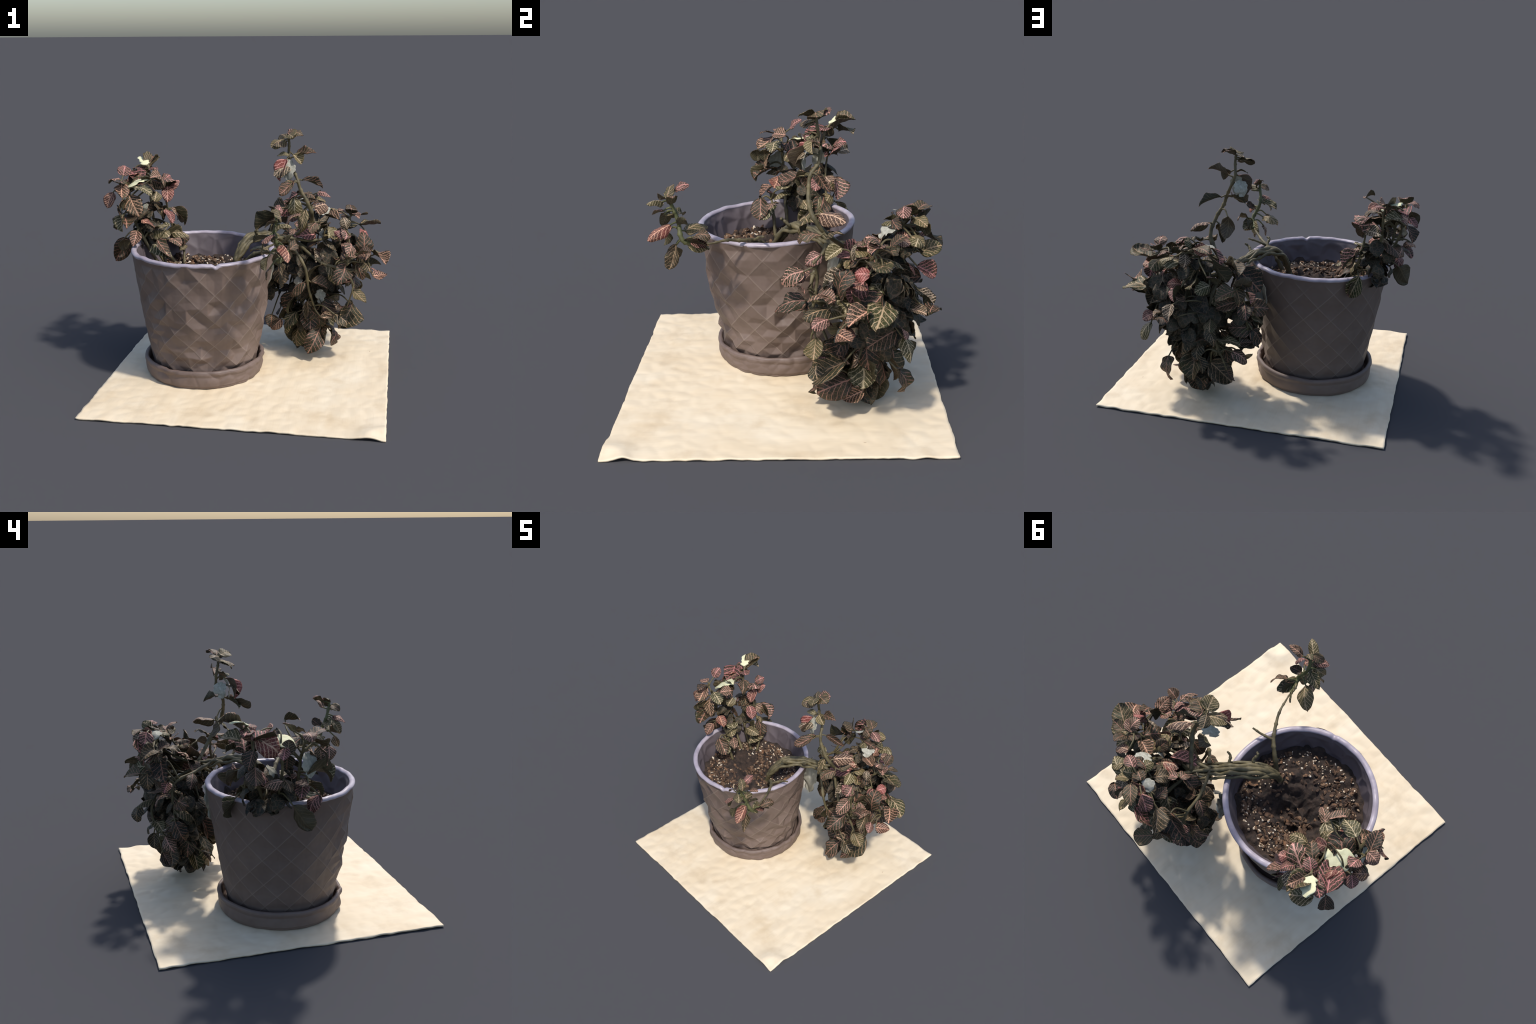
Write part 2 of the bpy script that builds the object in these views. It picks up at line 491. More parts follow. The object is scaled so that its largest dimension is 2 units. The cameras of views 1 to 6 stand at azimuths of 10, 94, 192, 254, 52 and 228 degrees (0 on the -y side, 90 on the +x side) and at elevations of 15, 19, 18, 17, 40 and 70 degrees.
def build_soil(parent):
    V, F = [], []
    nr, nt = 70, 200
    for i in range(nr + 1):
        for k in range(nt):
            r = 0.425 * i / nr
            th = TAU * k / nt
            x, y = r * math.cos(th), r * math.sin(th)
            V.append(Vector((x, y, soil_h(x, y))))
    for i in range(nr):
        for k in range(nt):
            k2 = (k + 1) % nt
            F.append((i * nt + k, (i + 1) * nt + k, (i + 1) * nt + k2, i * nt + k2))
    soil = new_obj("soil", V, F, [SOIL], parent, loc=POT)
    rng = random.Random(11)
    def lumps(count, smin, smax, flat, bias):
        parts = []
        tries = 0
        while len(parts) < count and tries < 20000:
            tries += 1
            r = 0.385 * math.sqrt(rng.random()); th = rng.random() * TAU
            x, y = r * math.cos(th), r * math.sin(th)
            # grit lies mostly in patches towards the wall
            dens = smoothstep(-0.25, 0.35, noise.noise(Vector((x * 6 + 3, y * 6, 8))) + bias * (r - 0.23) * 4)
            if rng.random() > dens:
                continue
            s = rng.uniform(smin, smax)
            bm = bmesh.new()
            bmesh.ops.create_icosphere(bm, subdivisions=1, radius=1)
            R = Matrix.Rotation(rng.random() * TAU, 4, Vector((rng.random() - .5, rng.random() - .5, rng.random() - .5)).normalized())
            sc = Vector((s * rng.uniform(.8, 1.5), s * rng.uniform(.6, 1.1), s * rng.uniform(flat * .7, flat * 1.2)))
            c = Vector((x, y, soil_h(x, y) + s * 0.25))
            v = []
            for q in bm.verts:
                w = Vector((q.co.x * sc.x, q.co.y * sc.y, q.co.z * sc.z)) * rng.uniform(.75, 1.2)
                v.append(c + R @ w)
            f = [tuple(q.index for q in fc.verts) for fc in bm.faces]
            bm.free()
            parts.append((v, f))
        return merge(parts)
    for nm, cnt, a, b, fl, mat, bias in (("bark_chips", 520, .007, .024, .40, BARK, .2), ("soil_grit", 460, .0035, .0105, .8, GRIT, 1.0)):
        V, F = lumps(cnt, a, b, fl, bias)
        o = new_obj(nm, V, F, [mat], soil, smooth=False)
        o["kind"] = "stuff"
    return soil

# ------------------------------------------------------------------ leaves
def leaf_mesh(name, bend, cup, wave, twist, seed, mats, plump=1.0, ragged=0.06):
    """ovate blade, length 1 along x, half width 0.5, z up; real thickness"""
    nx, ny = 16, 10
    V, F, I = [], [], []
    th = 0.012
    def width(t):
        return (math.sin(math.pi * min(1, t) ** 0.90) ** 0.60) * (1 - 0.06 * t) * 0.5 + 0.004
    for side in (1, 0):
        for i in range(nx + 1):
            t = i / nx
            w = width(t)
            for j in range(ny + 1):
                s = -1 + 2 * j / ny
                y = s * w
                x = t + 0.03 * noise.noise(Vector((t * 3, s * 2, seed)))
                z = bend * (math.sin(math.pi * t) ) * 0.5
                z += cup * abs(s) ** 1.4 * w
                z += wave * noise.noise(Vector((t * 3.5, s * 1.3, seed + 4))) * (0.4 + abs(s))
                z += twist * s * w * (t - 0.3)
                z -= 0.10 * max(0, t - 0.72) ** 1.3 * 3 * (1 if bend > 0 else .3)
                # puffed cells between the lateral veins
                ph = ((t - 0.72 * (abs(s) * w) ** .85) * 6.5) % 1.0
                z += 0.016 * plump * (abs(ph - 0.5) * 2) * (0.2 + abs(s)) * (1 - abs(s) ** 4)
                yy = y * (1 + ragged * noise.noise(Vector((t * 5, s, seed + 9))))
                V.append(Vector((x, yy, z - (0 if side else th * min(1, w * 12)))))
    n1 = (nx + 1) * (ny + 1)
    for i in range(nx):
        for j in range(ny):
            a = i * (ny + 1) + j
            F.append((a, a + ny + 1, a + ny + 2, a + 1)); I.append(0)
            F.append((n1 + a, n1 + a + 1, n1 + a + ny + 2, n1 + a + ny + 1)); I.append(1)
    ring = [j for j in range(ny + 1)] + [(i + 1) * (ny + 1) - 1 for i in range(1, nx + 1)] + \
           [nx * (ny + 1) + j for j in range(ny - 1, -1, -1)] + [i * (ny + 1) for i in range(nx - 1, 0, -1)]
    for k in range(len(ring)):
        a, b = ring[k], ring[(k + 1) % len(ring)]
        F.append((a, b, n1 + b, n1 + a)); I.append(0)
    me = bpy.data.meshes.new(name)
    me.from_pydata([tuple(v) for v in V], [], F)
    for m in mats:
        me.materials.append(m)
    for p, i in zip(me.polygons, I):
        p.material_index = i
        p.use_smooth = True
    me.update()
    return me

SHAPES = [(0.16, 0.10, .08, .3), (0.28, -0.25, .06, -.4), (0.10, 0.45, .11, .2), (0.34, -0.12, .14, .7), (-0.08, 0.28, .10, -.7), (0.22, -0.45, .09, .1), (0.12, 0.70, .08, .5), (0.40, -0.30, .12, -.6)]
LEAVES = {}
for key, mats in (("young", [LEAF_YOUNG, UNDER]), ("mature", [LEAF_MATURE, UNDER]), ("olive", [LEAF_OLIVE, UNDER]),
                  ("cream", [CREAM, CREAM]), ("ash", [ASH, ASH])):
    LEAVES[key] = [leaf_mesh("leaf_" + key, *s, seed=3.7 * i + len(key), mats=mats, ragged=0.9 if key in ("cream", "ash") else 0.08) for i, s in enumerate(SHAPES)]

def place_leaf(base, length, az, pitch, roll, width, kind, shape, parent, name="leaf", flat=1.0):
    me = LEAVES[kind][shape % len(SHAPES)]
    ob = bpy.data.objects.new(name, me)
    bpy.context.scene.collection.objects.link(ob)
    a = math.radians(az); p = math.radians(pitch)
    X = Vector((math.cos(p) * math.cos(a), math.cos(p) * math.sin(a), math.sin(p)))
    n0 = Vector((0, 0, 1)) - X * X.z
    if n0.length < 1e-3:
        n0 = Vector((1, 0, 0))
    n0.normalize()
    b0 = X.cross(n0)
    r = math.radians(roll)
    Z = (n0 * math.cos(r) + b0 * math.sin(r)).normalized()
    Y = Z.cross(X)
    M = Matrix((X * length, Y * width, Z * length * flat)).transposed().to_4x4()
    M.translation = Vector(base)
    ob.matrix_world = M
    if parent:
        ob.parent = parent
    return ob

# ------------------------------------------------------------------ shoots
# centre line of every shoot
STEMS = {
'trunk':[(-.09,-.04,.74),(-.06,-.01,.86),(0,.08,.965),(.1,.2,.97),(.18,.29,.93),(.25,.36,.89)],
'crest':[(.2,.3,.92),(.3,.45,.9),(.36,.62,.98),(.36,.72,1.1)],
'right_top':[(.2,.3,.92),(.45,.4,.88),(.62,.5,.95),(.69,.55,1.05)],
'right':[(.28,.4,.87),(.5,.42,.75),(.7,.45,.72),(.85,.42,.7)],
'core':[(.28,.4,.87),(.42,.5,.6),(.5,.45,.35),(.46,.36,.12)],
'back':[(.28,.4,.87),(.3,.62,.75),(.25,.75,.6),(.2,.72,.4)],
'potside':[(.2,.3,.92),(.12,.45,.88),(.08,.62,.8),(.04,.62,.55)],
'front':[(.24,.28,.92),(.38,.19,.74),(.41,.22,.56),(.45,.28,.4)],
'front_right':[(.28,.4,.87),(.5,.25,.75),(.66,.2,.72),(.74,.2,.6)],
'front_shoot':[(.56,.30,.70),(.66,.23,.74),(.683,.21,.78),(.67,.225,.876),(.695,.21,.985)],
'tall':[(.28,.4,.9),(.42,.26,1.06),(.405,.195,1.18),(.353,.19,1.278),(.327,.203,1.349),(.294,.25,1.412),(.255,.26,1.51),(.26,.245,1.586),(.258,.24,1.645)],
'runner':[(-.06,-.04,.72),(.03,-.09,.86),(.108,-.141,.913),(.17,-.21,.935),(.224,-.288,.955),(.26,-.37,.95),(.29,-.45,.955)],
'sprig':[(.285,-.43,.945),(.30,-.48,.965),(.322,-.527,1.0),(.285,-.544,1.086),(.275,-.565,1.153),(.288,-.588,1.226),(.29,-.595,1.265)],
'A1':[(-.62,.03,.72),(-.72,.02,.9),(-.81,.013,1.085),(-.828,.005,1.205),(-.9,0,1.33)],
'A2':[(-.498,.182,.72),(-.52,.246,.843),(-.6,.29,.95),(-.645,.292,1.132),(-.66,.31,1.25)],
'A3':[(-.55,.16,.72),(-.68,.2,.9),(-.75,.26,1.1),(-.764,.289,1.349),(-.79,.33,1.42)],
'A4':[(-.55,-.05,.72),(-.59,-.06,.88),(-.62,-.07,.97)],
'A5':[(-.6,.1,.72),(-.75,.12,.95),(-.86,.13,1.15),(-.88,.15,1.28)],
}
STEMS['stub'] = [(.108, -.141, .913), (.17, -.1, .95), (.237, -.074, .974)]
STEMS['hook'] = [(.03, .08, .955), (.06, .06, .99), (.055, .03, 1.02), (.075, .02, 1.03)]
STEMS['spur'] = [(.14, .20, .955), (.17, .16, .99), (.20, .16, 1.01)]
STEM_R = {'hook': (.011, .007), 'spur': (.011, .006), 'trunk': (.021, .010), 'tall': (.014, .008), 'sprig': (.016, .008), 'runner': (.017, .004), 'stub': (.010, .006), 'A2': (.009, .006)}
# bleached, papery pieces between the leaves: shoot, base, length, azimuth, pitch, roll, width, kind
EXTRA = [
    ('A5', (-.76, .20, 1.345), .20, 233, -18, 5, .13, 'cream'),
    ('A3', (-.80, .33, 1.42), .14, 125, 18, 0, .09, 'cream'),
    ('A1', (-.86, -.01, 1.24), .16, 250, -75, 40, .12, 'ash'),
    ('A3', (-.77, .20, 1.16), .13, 250, -60, 20, .07, 'ash'),
    ('crest', (.45, .64, 1.09), .11, 300, -30, 0, .10, 'ash'),
    ('crest', (.33, .68, 1.14), .09, 160, -30, 0, .08, 'ash'),
    ('tall', (.26, .20, 1.50), .15, 280, -75, 10, .09, 'ash'),
    ('tall', (.25, .25, 1.47), .12, 200, -60, 60, .10, 'ash'),
    ('front', (.33, .34, .62), .10, 250, -60, 10, .07, 'ash'),
    ('core', (.48, .36, .52), .11, 280, -60, 10, .07, 'ash'),
    ('right_top', (.50, .50, .95), .10, 260, -70, 0, .08, 'ash'),
    ('sprig', (.32, -.52, .99), .16, 80, -14, -50, .10, 'olive'),
    ('sprig', (.31, -.50, .97), .14, 120, -16, 70, .10, 'olive'),
    ('potside', (.05, .34, .87), .36, 300, -84, 0, .13, 'ash'),
    ('potside', (.02, .40, .84), .30, 250, -80, 40, .12, 'ash'),
]

# leaves of every shoot: leaf base x, y, z, length, azimuth, pitch, roll of the blade about its midrib
LEAF_ROWS = {}
LEAF_ROWS['crest'] = [
    (0.43, 0.52, 0.94, 0.12, -144, -7, -32),
    (0.36, 0.77, 1.14, 0.14, 146, 2, 6),
    (0.16, 0.73, 1.04, 0.12, -163, -26, 29),
    (0.42, 0.66, 1.10, 0.09, -100, -10, -4),
    (0.47, 0.76, 1.03, 0.15, -9, -1, -25),
    (0.26, 0.76, 1.15, 0.13, 156, -48, -23),
    (0.33, 0.71, 1.16, 0.09, -13, -23, 18),
    (0.23, 0.69, 1.03, 0.09, -90, 20, 30),
    (0.37, 0.75, 1.13, 0.09, -92, -7, -30),
    (0.17, 0.73, 1.05, 0.16, 140, -12, -37),
    (0.24, 0.83, 1.11, 0.19, -174, -54, -40),
    (0.53, 0.72, 1.05, 0.09, 54, -25, 31),
    (0.26, 0.77, 0.90, 0.12, 49, -12, -49),
    (0.42, 0.70, 1.18, 0.11, -12, -16, 17),
    (0.39, 0.64, 1.10, 0.12, 7, -8, 39),
    (0.27, 0.83, 0.98, 0.10, -162, -25, -33),
    (0.40, 0.75, 1.11, 0.10, 40, -13, 23),
    (0.27, 0.50, 0.97, 0.11, 37, -16, 24),
    (0.27, 0.49, 0.94, 0.09, -87, -38, -11),
    (0.36, 0.79, 0.90, 0.13, 99, 16, 42),
    (0.49, 0.65, 1.00, 0.09, 106, 33, 42),
    (0.46, 0.76, 0.86, 0.12, 81, -31, 41),
    (0.26, 0.74, 1.11, 0.12, 8, 10, -45),
    (0.47, 0.71, 0.86, 0.10, 12, -2, -48),
    (0.40, 0.70, 1.13, 0.09, 60, 38, -45),
    (0.43, 0.78, 1.10, 0.09, 106, -60, -36),
]
LEAF_ROWS['right_top'] = [
    (0.69, 0.55, 1.06, 0.09, -91, 29, 4),
    (0.75, 0.56, 0.97, 0.17, -22, 13, 0),
    (0.43, 0.45, 0.91, 0.18, -143, 0, -35),
    (0.68, 0.60, 1.04, 0.10, 97, 37, 8),
    (0.60, 0.54, 1.01, 0.13, 168, 4, -17),
    (0.58, 0.37, 0.90, 0.16, 119, 12, 0),
    (0.67, 0.56, 1.05, 0.10, -37, -6, -1),
    (0.80, 0.49, 0.94, 0.09, -115, -8, -43),
    (0.66, 0.41, 0.97, 0.09, 146, 68, -32),
    (0.58, 0.64, 1.05, 0.09, 42, -10, 28),
    (0.68, 0.59, 1.02, 0.09, -134, 7, -31),
    (0.54, 0.53, 0.91, 0.14, -83, -6, -43),
    (0.52, 0.36, 0.99, 0.11, -73, -32, -38),
    (0.67, 0.47, 0.86, 0.14, -62, -48, -42),
    (0.51, 0.49, 0.96, 0.09, -97, 24, 39),
    (0.72, 0.59, 1.03, 0.09, 5, 13, -6),
    (0.51, 0.41, 0.97, 0.11, 80, -10, -7),
]
LEAF_ROWS['right'] = [
    (0.75, 0.57, 0.77, 0.23, -15, -12, -16),
    (0.86, 0.32, 0.65, 0.12, 35, 0, 34),
    (0.68, 0.63, 0.58, 0.18, -72, -25, -44),
    (0.70, 0.67, 0.55, 0.14, 27, -59, -14),
    (0.84, 0.28, 0.72, 0.11, -55, -9, -27),
    (0.41, 0.43, 0.80, 0.09, -66, -20, -9),
    (0.58, 0.57, 0.74, 0.12, -156, 16, -17),
    (0.86, 0.48, 0.77, 0.15, -49, -16, -14),
    (0.79, 0.34, 0.79, 0.18, 98, 74, 9),
    (0.73, 0.56, 0.81, 0.19, -75, -43, -27),
    (0.44, 0.38, 0.81, 0.14, -78, -21, -37),
    (0.79, 0.39, 0.89, 0.12, 68, -68, -13),
    (0.80, 0.46, 0.68, 0.12, 9, 9, -45),
    (0.74, 0.35, 0.64, 0.12, 17, -16, -39),
    (0.69, 0.65, 0.61, 0.09, 22, -28, -48),
    (0.78, 0.40, 0.87, 0.09, 50, 0, -2),
]
LEAF_ROWS['core'] = [
    (0.49, 0.29, 0.24, 0.21, -125, -50, -44),
    (0.72, 0.36, 0.42, 0.23, -116, -37, -56),
    (0.59, 0.65, 0.31, 0.17, 126, -70, 61),
    (0.16, 0.43, 0.67, 0.17, -67, -43, 30),
    (0.59, 0.72, 0.66, 0.09, 59, -4, 15),
    (0.48, 0.39, 0.49, 0.14, 56, 6, -24),
    (0.62, 0.44, 0.39, 0.12, -157, -40, -69),
    (0.24, 0.38, 0.81, 0.10, 13, 13, 46),
    (0.19, 0.39, 0.26, 0.11, -155, -42, -54),
    (0.55, 0.40, 0.23, 0.21, -79, -18, -57),
    (0.55, 0.47, 0.16, 0.13, -78, -21, -58),
    (0.54, 0.47, 0.36, 0.14, 52, -63, -40),
]
LEAF_ROWS['back'] = [
    (0.26, 0.83, 0.63, 0.13, 148, -56, 9),
    (0.34, 0.70, 0.46, 0.12, 89, -47, 18),
    (0.52, 0.77, 0.74, 0.12, 95, -45, 24),
    (0.23, 0.57, 0.45, 0.09, 176, -16, -25),
    (0.62, 0.81, 0.64, 0.12, 152, 4, -8),
    (0.11, 0.43, 0.28, 0.12, -86, -32, -10),
    (0.13, 0.68, 0.42, 0.14, -155, -42, 50),
    (0.42, 0.79, 0.78, 0.14, -83, -6, -44),
    (0.49, 0.77, 0.65, 0.11, -91, 13, -49),
    (0.43, 0.61, 0.71, 0.17, 7, 13, -50),
    (0.30, 0.63, 0.30, 0.21, 176, -38, 53),
    (0.27, 0.57, 0.63, 0.15, -113, -23, 60),
    (0.16, 0.70, 0.29, 0.11, -134, -57, 52),
    (0.35, 0.73, 0.37, 0.12, 175, -72, 14),
]
LEAF_ROWS['potside'] = [
    (0.01, 0.63, 0.57, 0.16, -121, -62, 76),
    (0.06, 0.66, 0.84, 0.09, 146, -43, -28),
    (0.10, 0.79, 0.94, 0.15, 173, -72, 10),
    (0.08, 0.84, 0.91, 0.14, 47, -15, -27),
    (0.09, 0.67, 0.48, 0.10, -172, 11, 40),
    (0.03, 0.62, 0.67, 0.16, -114, -33, 9),
    (0.09, 0.79, 0.92, 0.12, -177, 25, -45),
    (0.17, 0.65, 0.77, 0.15, -56, -73, 41),
    (0.01, 0.60, 0.57, 0.17, 12, -2, -58),
    (0.09, 0.68, 0.78, 0.16, 18, -18, -56),
    (0.06, 0.60, 0.70, 0.15, -166, 4, 53),
    (0.11, 0.69, 1.00, 0.21, 177, -37, 41),
    (0.08, 0.59, 0.63, 0.09, -148, -5, 20),
]
LEAF_ROWS['front'] = [
    (0.49, 0.23, 0.35, 0.20, 55, 3, -23),
    (0.60, 0.22, 0.38, 0.14, 0, -43, 34),
    (0.49, 0.28, 0.42, 0.12, 79, -14, -64),
]
LEAF_ROWS['front_right'] = [
    (0.67, 0.16, 0.76, 0.19, -102, -25, -38),
    (0.73, 0.21, 0.57, 0.13, -10, -41, 26),
    (0.69, 0.21, 0.44, 0.10, 117, -18, -7),
    (0.65, 0.20, 0.63, 0.12, 57, -3, 1),
]
LEAF_ROWS['front_shoot'] = [
    (0.68, 0.20, 0.97, 0.10, 179, 17, -28),
    (0.78, 0.29, 0.75, 0.16, -64, -5, -22),
    (0.70, 0.16, 0.93, 0.14, -91, -29, -33),
    (0.68, 0.19, 0.91, 0.10, -106, -24, -33),
    (0.65, 0.25, 1.00, 0.10, -76, -27, -41),
    (0.62, 0.32, 0.76, 0.15, 79, -15, -34),
    (0.79, 0.31, 0.79, 0.14, -81, 15, 2),
    (0.76, 0.16, 0.85, 0.09, 0, 14, 3),
    (0.65, 0.18, 0.79, 0.09, 56, -2, 0),
    (0.73, 0.23, 0.80, 0.09, 77, -10, -1),
]
LEAF_ROWS['tall'] = [
    (0.23, 0.24, 1.63, 0.12, -141, -21, -17, 0.100),
    (0.26, 0.25, 1.66, 0.09, 45, 12, 16, 0.110),
    (0.25, 0.23, 1.66, 0.10, -61, 2, 22, 0.110),
    (0.25, 0.26, 1.66, 0.11, -11, 2, 30, 0.120),
    (0.24, 0.24, 1.65, 0.09, 130, 3, -26, 0.090),
    (0.24, 0.24, 1.62, 0.12, -129, -9, -13, 0.090),
    (0.30, 0.26, 1.51, 0.15, -5, 14, 30, 0.075),
    (0.25, 0.19, 1.50, 0.16, -129, -65, -16, 0.100),
    (0.29, 0.22, 1.53, 0.09, -5, -45, 40, 0.080),
    (0.27, 0.21, 1.53, 0.09, -169, -3, -29, 0.050),
    (0.28, 0.20, 1.45, 0.15, -140, -19, -22, 0.090),
    (0.35, 0.24, 1.35, 0.17, 22, -20, 40, 0.055),
    (0.30, 0.18, 1.35, 0.19, -116, -20, -15, 0.070),
    (0.30, 0.17, 1.34, 0.12, -139, -27, -31, 0.055),
    (0.44, 0.24, 1.16, 0.17, 57, -7, 33, 0.100),
    (0.30, 0.25, 1.22, 0.16, 70, -79, 166, 0.100),
    (0.38, 0.20, 1.15, 0.16, -108, -67, -13, 0.080),
    (0.47, 0.28, 1.04, 0.11, 60, 16, 23, 0.060),
    (0.46, 0.25, 1.04, 0.14, -107, -12, -16, 0.090),
]
LEAF_ROWS['sprig'] = [
    (0.29, -0.62, 1.16, 0.11, -134, -19, 21),
    (0.26, -0.57, 1.12, 0.13, 167, -10, 24),
    (0.34, -0.57, 1.21, 0.12, 25, 35, -6),
    (0.31, -0.54, 1.08, 0.09, 42, 31, -31),
    (0.30, -0.61, 1.24, 0.09, -151, -18, 31),
    (0.35, -0.46, 1.02, 0.12, 64, 8, 27),
    (0.32, -0.59, 1.23, 0.10, 151, 49, 10),
    (0.33, -0.58, 1.09, 0.16, -68, -28, -43),
    (0.29, -0.62, 1.21, 0.13, -32, 9, -16),
    (0.31, -0.56, 0.97, 0.16, -76, -71, -56),
    (0.29, -0.55, 1.27, 0.09, 84, 26, 33),
    (0.24, -0.52, 1.02, 0.18, 142, -5, 26),
    (0.24, -0.62, 1.02, 0.09, -118, -70, 103),
    (0.31, -0.48, 0.98, 0.10, 87, -17, 60),
    (0.30, -0.62, 1.14, 0.09, 135, -19, -11),
    (0.25, -0.60, 1.14, 0.12, -129, -53, 43),
    (0.25, -0.58, 0.94, 0.09, 162, -72, 0),
]
LEAF_ROWS['A1'] = [
    (-0.76, -0.08, 1.02, 0.12, -92, -47, -20),
    (-0.87, -0.04, 1.34, 0.15, -72, -30, -5),
    (-0.89, 0.06, 1.38, 0.10, 95, 39, 12),
    (-0.74, -0.02, 1.09, 0.12, -19, -29, -3),
    (-0.67, 0.03, 1.00, 0.15, -28, -5, 17),
    (-0.89, -0.01, 1.37, 0.09, -177, -16, 1),
    (-0.78, -0.03, 1.32, 0.14, -11, -16, 6),
    (-0.89, -0.02, 1.12, 0.21, -60, -12, -23),
    (-0.87, -0.00, 1.06, 0.12, 153, -29, 2),
    (-0.84, -0.11, 1.14, 0.13, -83, -52, 32),
    (-0.85, -0.11, 0.97, 0.13, 101, -57, -14),
    (-0.61, 0.04, 1.39, 0.10, -117, 2, -40),
    (-0.89, -0.03, 1.34, 0.13, -63, 15, 0),
    (-0.82, -0.04, 1.26, 0.18, -40, -46, 37),
    (-0.92, -0.08, 1.29, 0.12, -136, -64, -41),
    (-0.78, -0.03, 1.11, 0.09, -118, -10, -36),
    (-0.66, 0.09, 1.27, 0.09, -87, -38, -26),
    (-0.79, 0.01, 1.08, 0.09, 64, -5, -8),
    (-0.96, 0.00, 1.08, 0.09, 50, 0, -14),
    (-0.76, 0.07, 1.21, 0.09, 162, -72, -9),
    (-0.81, -0.12, 1.26, 0.09, 176, -72, -3),
    (-0.82, -0.17, 1.26, 0.09, 169, -72, -9),
]
LEAF_ROWS['A2'] = [
    (-0.63, 0.36, 1.10, 0.14, 10, -55, -5),
    (-0.64, 0.33, 1.25, 0.10, 35, 35, 8),
    (-0.65, 0.25, 1.11, 0.12, -22, -51, -6),
    (-0.64, 0.36, 0.93, 0.16, 20, -68, -72),
    (-0.58, 0.28, 0.99, 0.17, -37, -55, -51),
    (-0.68, 0.37, 1.25, 0.12, 137, 4, 48),
    (-0.68, 0.29, 1.12, 0.13, -137, -20, -31),
    (-0.62, 0.34, 0.89, 0.12, 60, -52, 20),
    (-0.64, 0.31, 1.27, 0.13, -77, -53, -7),
    (-0.62, 0.35, 1.10, 0.16, 11, -54, -28),
    (-0.68, 0.35, 1.30, 0.09, 68, 19, 31),
    (-0.61, 0.29, 1.11, 0.12, 67, -52, 43),
    (-0.60, 0.32, 0.99, 0.09, -60, -51, -63),
    (-0.57, 0.28, 0.92, 0.12, -11, -70, -19),
]
LEAF_ROWS['A3'] = [
    (-0.79, 0.35, 1.39, 0.16, 87, 25, 8),
    (-0.80, 0.31, 1.37, 0.16, -113, -20, -13),
    (-0.78, 0.32, 1.39, 0.09, -35, 7, 13),
    (-0.57, 0.14, 0.96, 0.13, 19, -12, 29),
    (-0.81, 0.32, 1.38, 0.12, 155, 5, -8),
    (-0.72, 0.25, 1.35, 0.14, -41, -23, -17),
    (-0.79, 0.25, 1.14, 0.11, -160, -49, -9),
    (-0.78, 0.37, 1.43, 0.11, 80, 17, -25),
    (-0.92, 0.32, 1.30, 0.12, 137, -56, -8),
    (-0.92, 0.32, 1.37, 0.21, -51, -16, 4),
    (-0.76, 0.33, 1.25, 0.21, -15, 22, -16),
    (-0.65, 0.24, 0.94, 0.22, -40, -26, -71),
    (-0.76, 0.25, 1.32, 0.12, 3, -21, 37),
    (-0.89, 0.39, 1.36, 0.14, 45, 0, -15),
    (-0.82, 0.29, 1.34, 0.09, 57, 43, -51),
    (-0.85, 0.29, 1.35, 0.17, -116, -31, 50),
    (-0.72, 0.15, 1.37, 0.09, 21, -26, -39),
]
LEAF_ROWS['A4'] = [
    (-0.54, -0.03, 0.96, 0.12, -32, -12, 14),
    (-0.60, -0.14, 0.98, 0.16, -5, -53, 20),
    (-0.55, -0.01, 1.05, 0.14, 155, -16, -8),
    (-0.66, -0.06, 0.92, 0.19, -32, -18, 13),
]
LEAF_ROWS['A5'] = [
    (-0.88, 0.07, 0.93, 0.19, -121, -51, -60),
    (-0.92, 0.13, 1.30, 0.09, 150, -39, 14),
    (-0.87, 0.15, 1.26, 0.24, -32, 8, 12),
    (-0.89, 0.13, 1.09, 0.12, 83, -13, -39),
    (-0.81, 0.13, 1.05, 0.14, 1, -27, 73),
    (-0.90, 0.11, 1.25, 0.09, -34, 72, 19),
    (-0.73, 0.09, 0.98, 0.09, 111, -63, -55),
    (-0.76, 0.12, 1.37, 0.09, 47, -60, -33),
]

def nearest(path, p):
    return min(range(len(path)), key=lambda i: (path[i] - p).length)

FILL = {"crest": 4, "right_top": 4, "right": 4, "back": 6, "potside": 4, "front": 2, "front_right": 4, "A3": 2, "A5": 2}

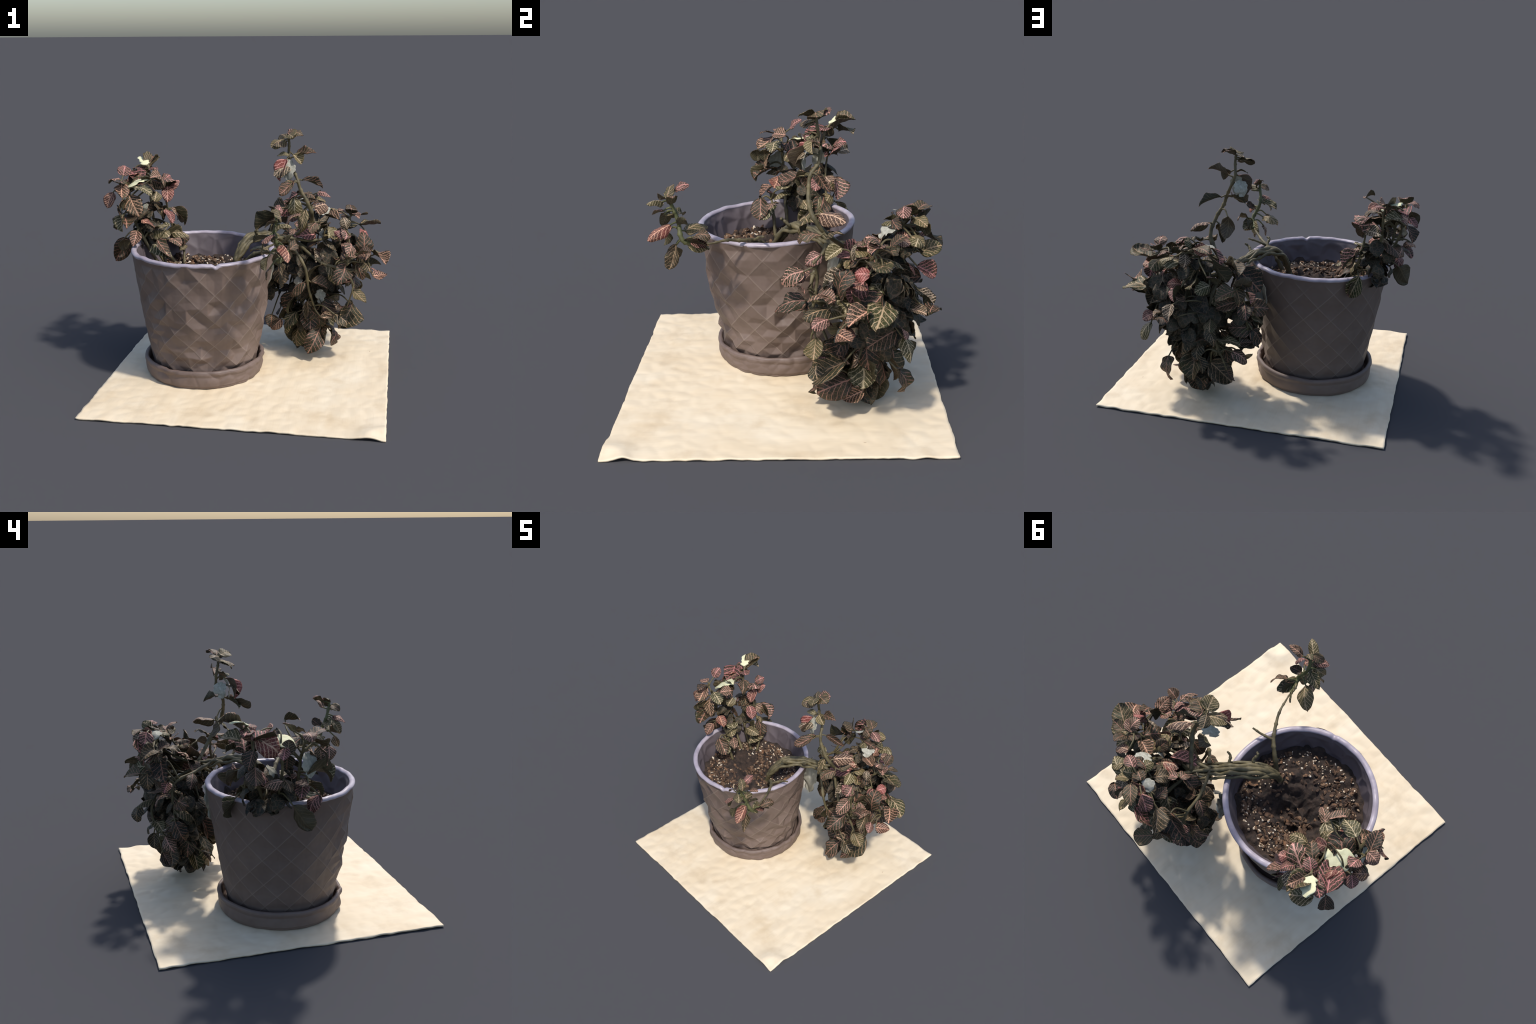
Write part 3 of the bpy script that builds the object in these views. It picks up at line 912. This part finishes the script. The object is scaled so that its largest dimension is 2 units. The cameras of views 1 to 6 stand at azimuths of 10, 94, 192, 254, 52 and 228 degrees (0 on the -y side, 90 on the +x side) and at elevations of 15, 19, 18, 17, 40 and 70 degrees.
def build_plant(parent):
    rng = random.Random(23)
    for name, ctrl in STEMS.items():
        path = catmull(ctrl, 9)
        r0, r1 = STEM_R.get(name, (0.012, 0.007))
        n = len(path)
        rad = [r0 + (r1 - r0) * i / (n - 1) for i in range(n)]
        # swollen nodes
        rad = [r * (1 + 0.35 * max(0, math.cos(i * TAU / 7)) ** 6) for i, r in enumerate(rad)]
        parts = [tube(path, rad, 9, 0.25, len(name))]
        if name == "trunk":
            for k, (dx, dy, dz, s) in enumerate([(.018, -.018, -.008, .95), (-.02, .016, -.004, .9), (.0, .0, -.025, 1.0), (.036, -.034, -.022, .7), (-.036, .03, -.022, .7)]):
                q = [p + Vector((dx, dy, dz)) * smoothstep(0, .45, i / (n - 1)) + Vector((0, 0, .008 * math.sin(i * .7 + k))) for i, p in enumerate(path)]
                parts.append(tube(q, [r * s for r in rad], 8, 0.3, k))
        leaves = []
        for row in LEAF_ROWS.get(name, []):
            x, y, z, L, az, pi, ro = row[:7]
            leaves.append((Vector((x, y, z)), L, az, pi, ro, row[7] if len(row) > 7 else 0))
        # opposite leaf pairs along the hidden inner part of the shoot
        for k in range(FILL.get(name, 0)):
            i = int((0.2 + 0.75 * (k // 2 * 2 + 1) / max(1, FILL[name])) * (n - 1))
            az = (k % 2) * 180 + (k // 2 % 2) * 90 + rng.uniform(-30, 30)
            leaves.append((path[min(i, n - 1)] + Vector((math.cos(math.radians(az)), math.sin(math.radians(az)), 0)) * 0.02,
                           rng.uniform(.11, .16), az, rng.uniform(-55, 0), rng.uniform(-25, 25), -1))
        if name == "core":      # skirt of large old leaves hanging round the foot of the bush
            for z, r, cnt in ((.46, .12, 8), (.36, .11, 8), (.24, .06, 6)):
                for k in range(cnt):
                    az = 360 * (k + rng.uniform(-.3, .3)) / cnt
                    a = math.radians(az)
                    p = Vector((.39 + r * math.cos(a), .46 + r * math.sin(a), z + rng.uniform(-.04, .04)))
                    leaves.append((p, rng.uniform(.15, .21), az + rng.uniform(-25, 25), rng.uniform(-86, -60), rng.uniform(-25, 25), -1))
        for base, L, az, pi, ro, fill in leaves:
            i = nearest(path, base)
            i = max(0, i - 1)
            a = path[i]
            d = (base - a).length
            if d > 0.02:
                ax = Vector((math.cos(math.radians(pi)) * math.cos(math.radians(az)), math.cos(math.radians(pi)) * math.sin(math.radians(az)), math.sin(math.radians(pi))))
                end = base + ax * L * 0.05
                mid = (a + base) * 0.5 + Vector((0, 0, 0.12 * d)) - ax * d * 0.12
                pp = catmull([a, mid, end], 5)
                parts.append(tube(pp, [0.0065 - 0.002 * j / len(pp) for j in range(len(pp))], 6))
        V, F = merge(parts)
        stem = new_obj("stem", V, F, [STEM_PALE if name == "sprig" else STEM], parent)
        for base, L, az, pi, ro, fill in leaves:
            big = L > 0.15
            u = rng.random()
            if fill < 0:
                kind = "mature" if u < .75 else "olive"
            elif name in ("tall", "sprig"):
                kind = "olive" if u < .35 else ("young" if u < .7 else "mature")
            elif name in ("core", "back", "potside"):
                kind = "mature" if (big or u < .72) else ("young" if u < .9 else "olive")
            else:
                kind = "young" if u < (.36 if big else .58) else ("mature" if u < .82 else "olive")
            W = max(L, 0.115) * rng.uniform(.68, .86)
            if fill > 0:
                W = fill
            if name == "sprig":
                W *= .72
            place_leaf(base, L * 0.99, az, pi, ro, W, kind, rng.randrange(len(SHAPES)), stem)
        for (nm, base, L, az, pi, ro, W, kind) in EXTRA:
            if nm == name:
                place_leaf(base, L, az, pi, ro, W, kind, 3, stem, "bleached_leaf", 0.5)

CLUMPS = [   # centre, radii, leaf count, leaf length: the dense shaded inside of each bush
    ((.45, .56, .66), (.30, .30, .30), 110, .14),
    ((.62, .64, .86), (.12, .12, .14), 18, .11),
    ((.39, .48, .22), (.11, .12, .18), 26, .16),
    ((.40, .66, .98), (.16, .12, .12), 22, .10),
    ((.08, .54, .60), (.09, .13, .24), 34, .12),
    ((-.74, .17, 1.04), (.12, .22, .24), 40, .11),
]

def build_clumps(parent):
    rng = random.Random(5)
    for (c, rad, cnt, L0) in CLUMPS:
        parts = []
        c = Vector(c)
        for k in range(cnt):
            d = Vector((rng.gauss(0, 1), rng.gauss(0, 1), rng.gauss(0, 1))).normalized()
            if d.z > .55:
                d.z = -d.z
            s = rng.uniform(.42, .82)
            p = c + Vector((d.x * rad[0], d.y * rad[1], d.z * rad[2])) * s
            az = math.atan2(d.y, d.x) + rng.uniform(-.7, .7)
            pit = rng.uniform(-1.25, -.35) if d.z < .6 else rng.uniform(-.5, .2)
            X = Vector((math.cos(pit) * math.cos(az), math.cos(pit) * math.sin(az), math.sin(pit)))
            Z = (d + Vector((0, 0, .5)) - X * (d + Vector((0, 0, .5))).dot(X)).normalized()
            Y = Z.cross(X)
            L = L0 * rng.uniform(.75, 1.25); W = L * rng.uniform(.7, .9)
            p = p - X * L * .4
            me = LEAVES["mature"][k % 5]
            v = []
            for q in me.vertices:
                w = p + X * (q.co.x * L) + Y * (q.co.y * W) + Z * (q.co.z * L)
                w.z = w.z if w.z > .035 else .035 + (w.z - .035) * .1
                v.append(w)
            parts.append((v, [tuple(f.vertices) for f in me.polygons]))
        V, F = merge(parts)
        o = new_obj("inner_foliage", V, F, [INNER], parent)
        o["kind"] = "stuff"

def main():
    build_board()
    root = bpy.data.objects.new("potted_plant", None)
    bpy.context.scene.collection.objects.link(root)
    root["label"] = "pink-veined trailing nerve plant in mauve lattice pot with saucer"
    root["category"] = "potted plant"
    build_pot(root)
    build_saucer(root)
    build_soil(root)
    build_plant(root)
    build_clumps(root)

main()
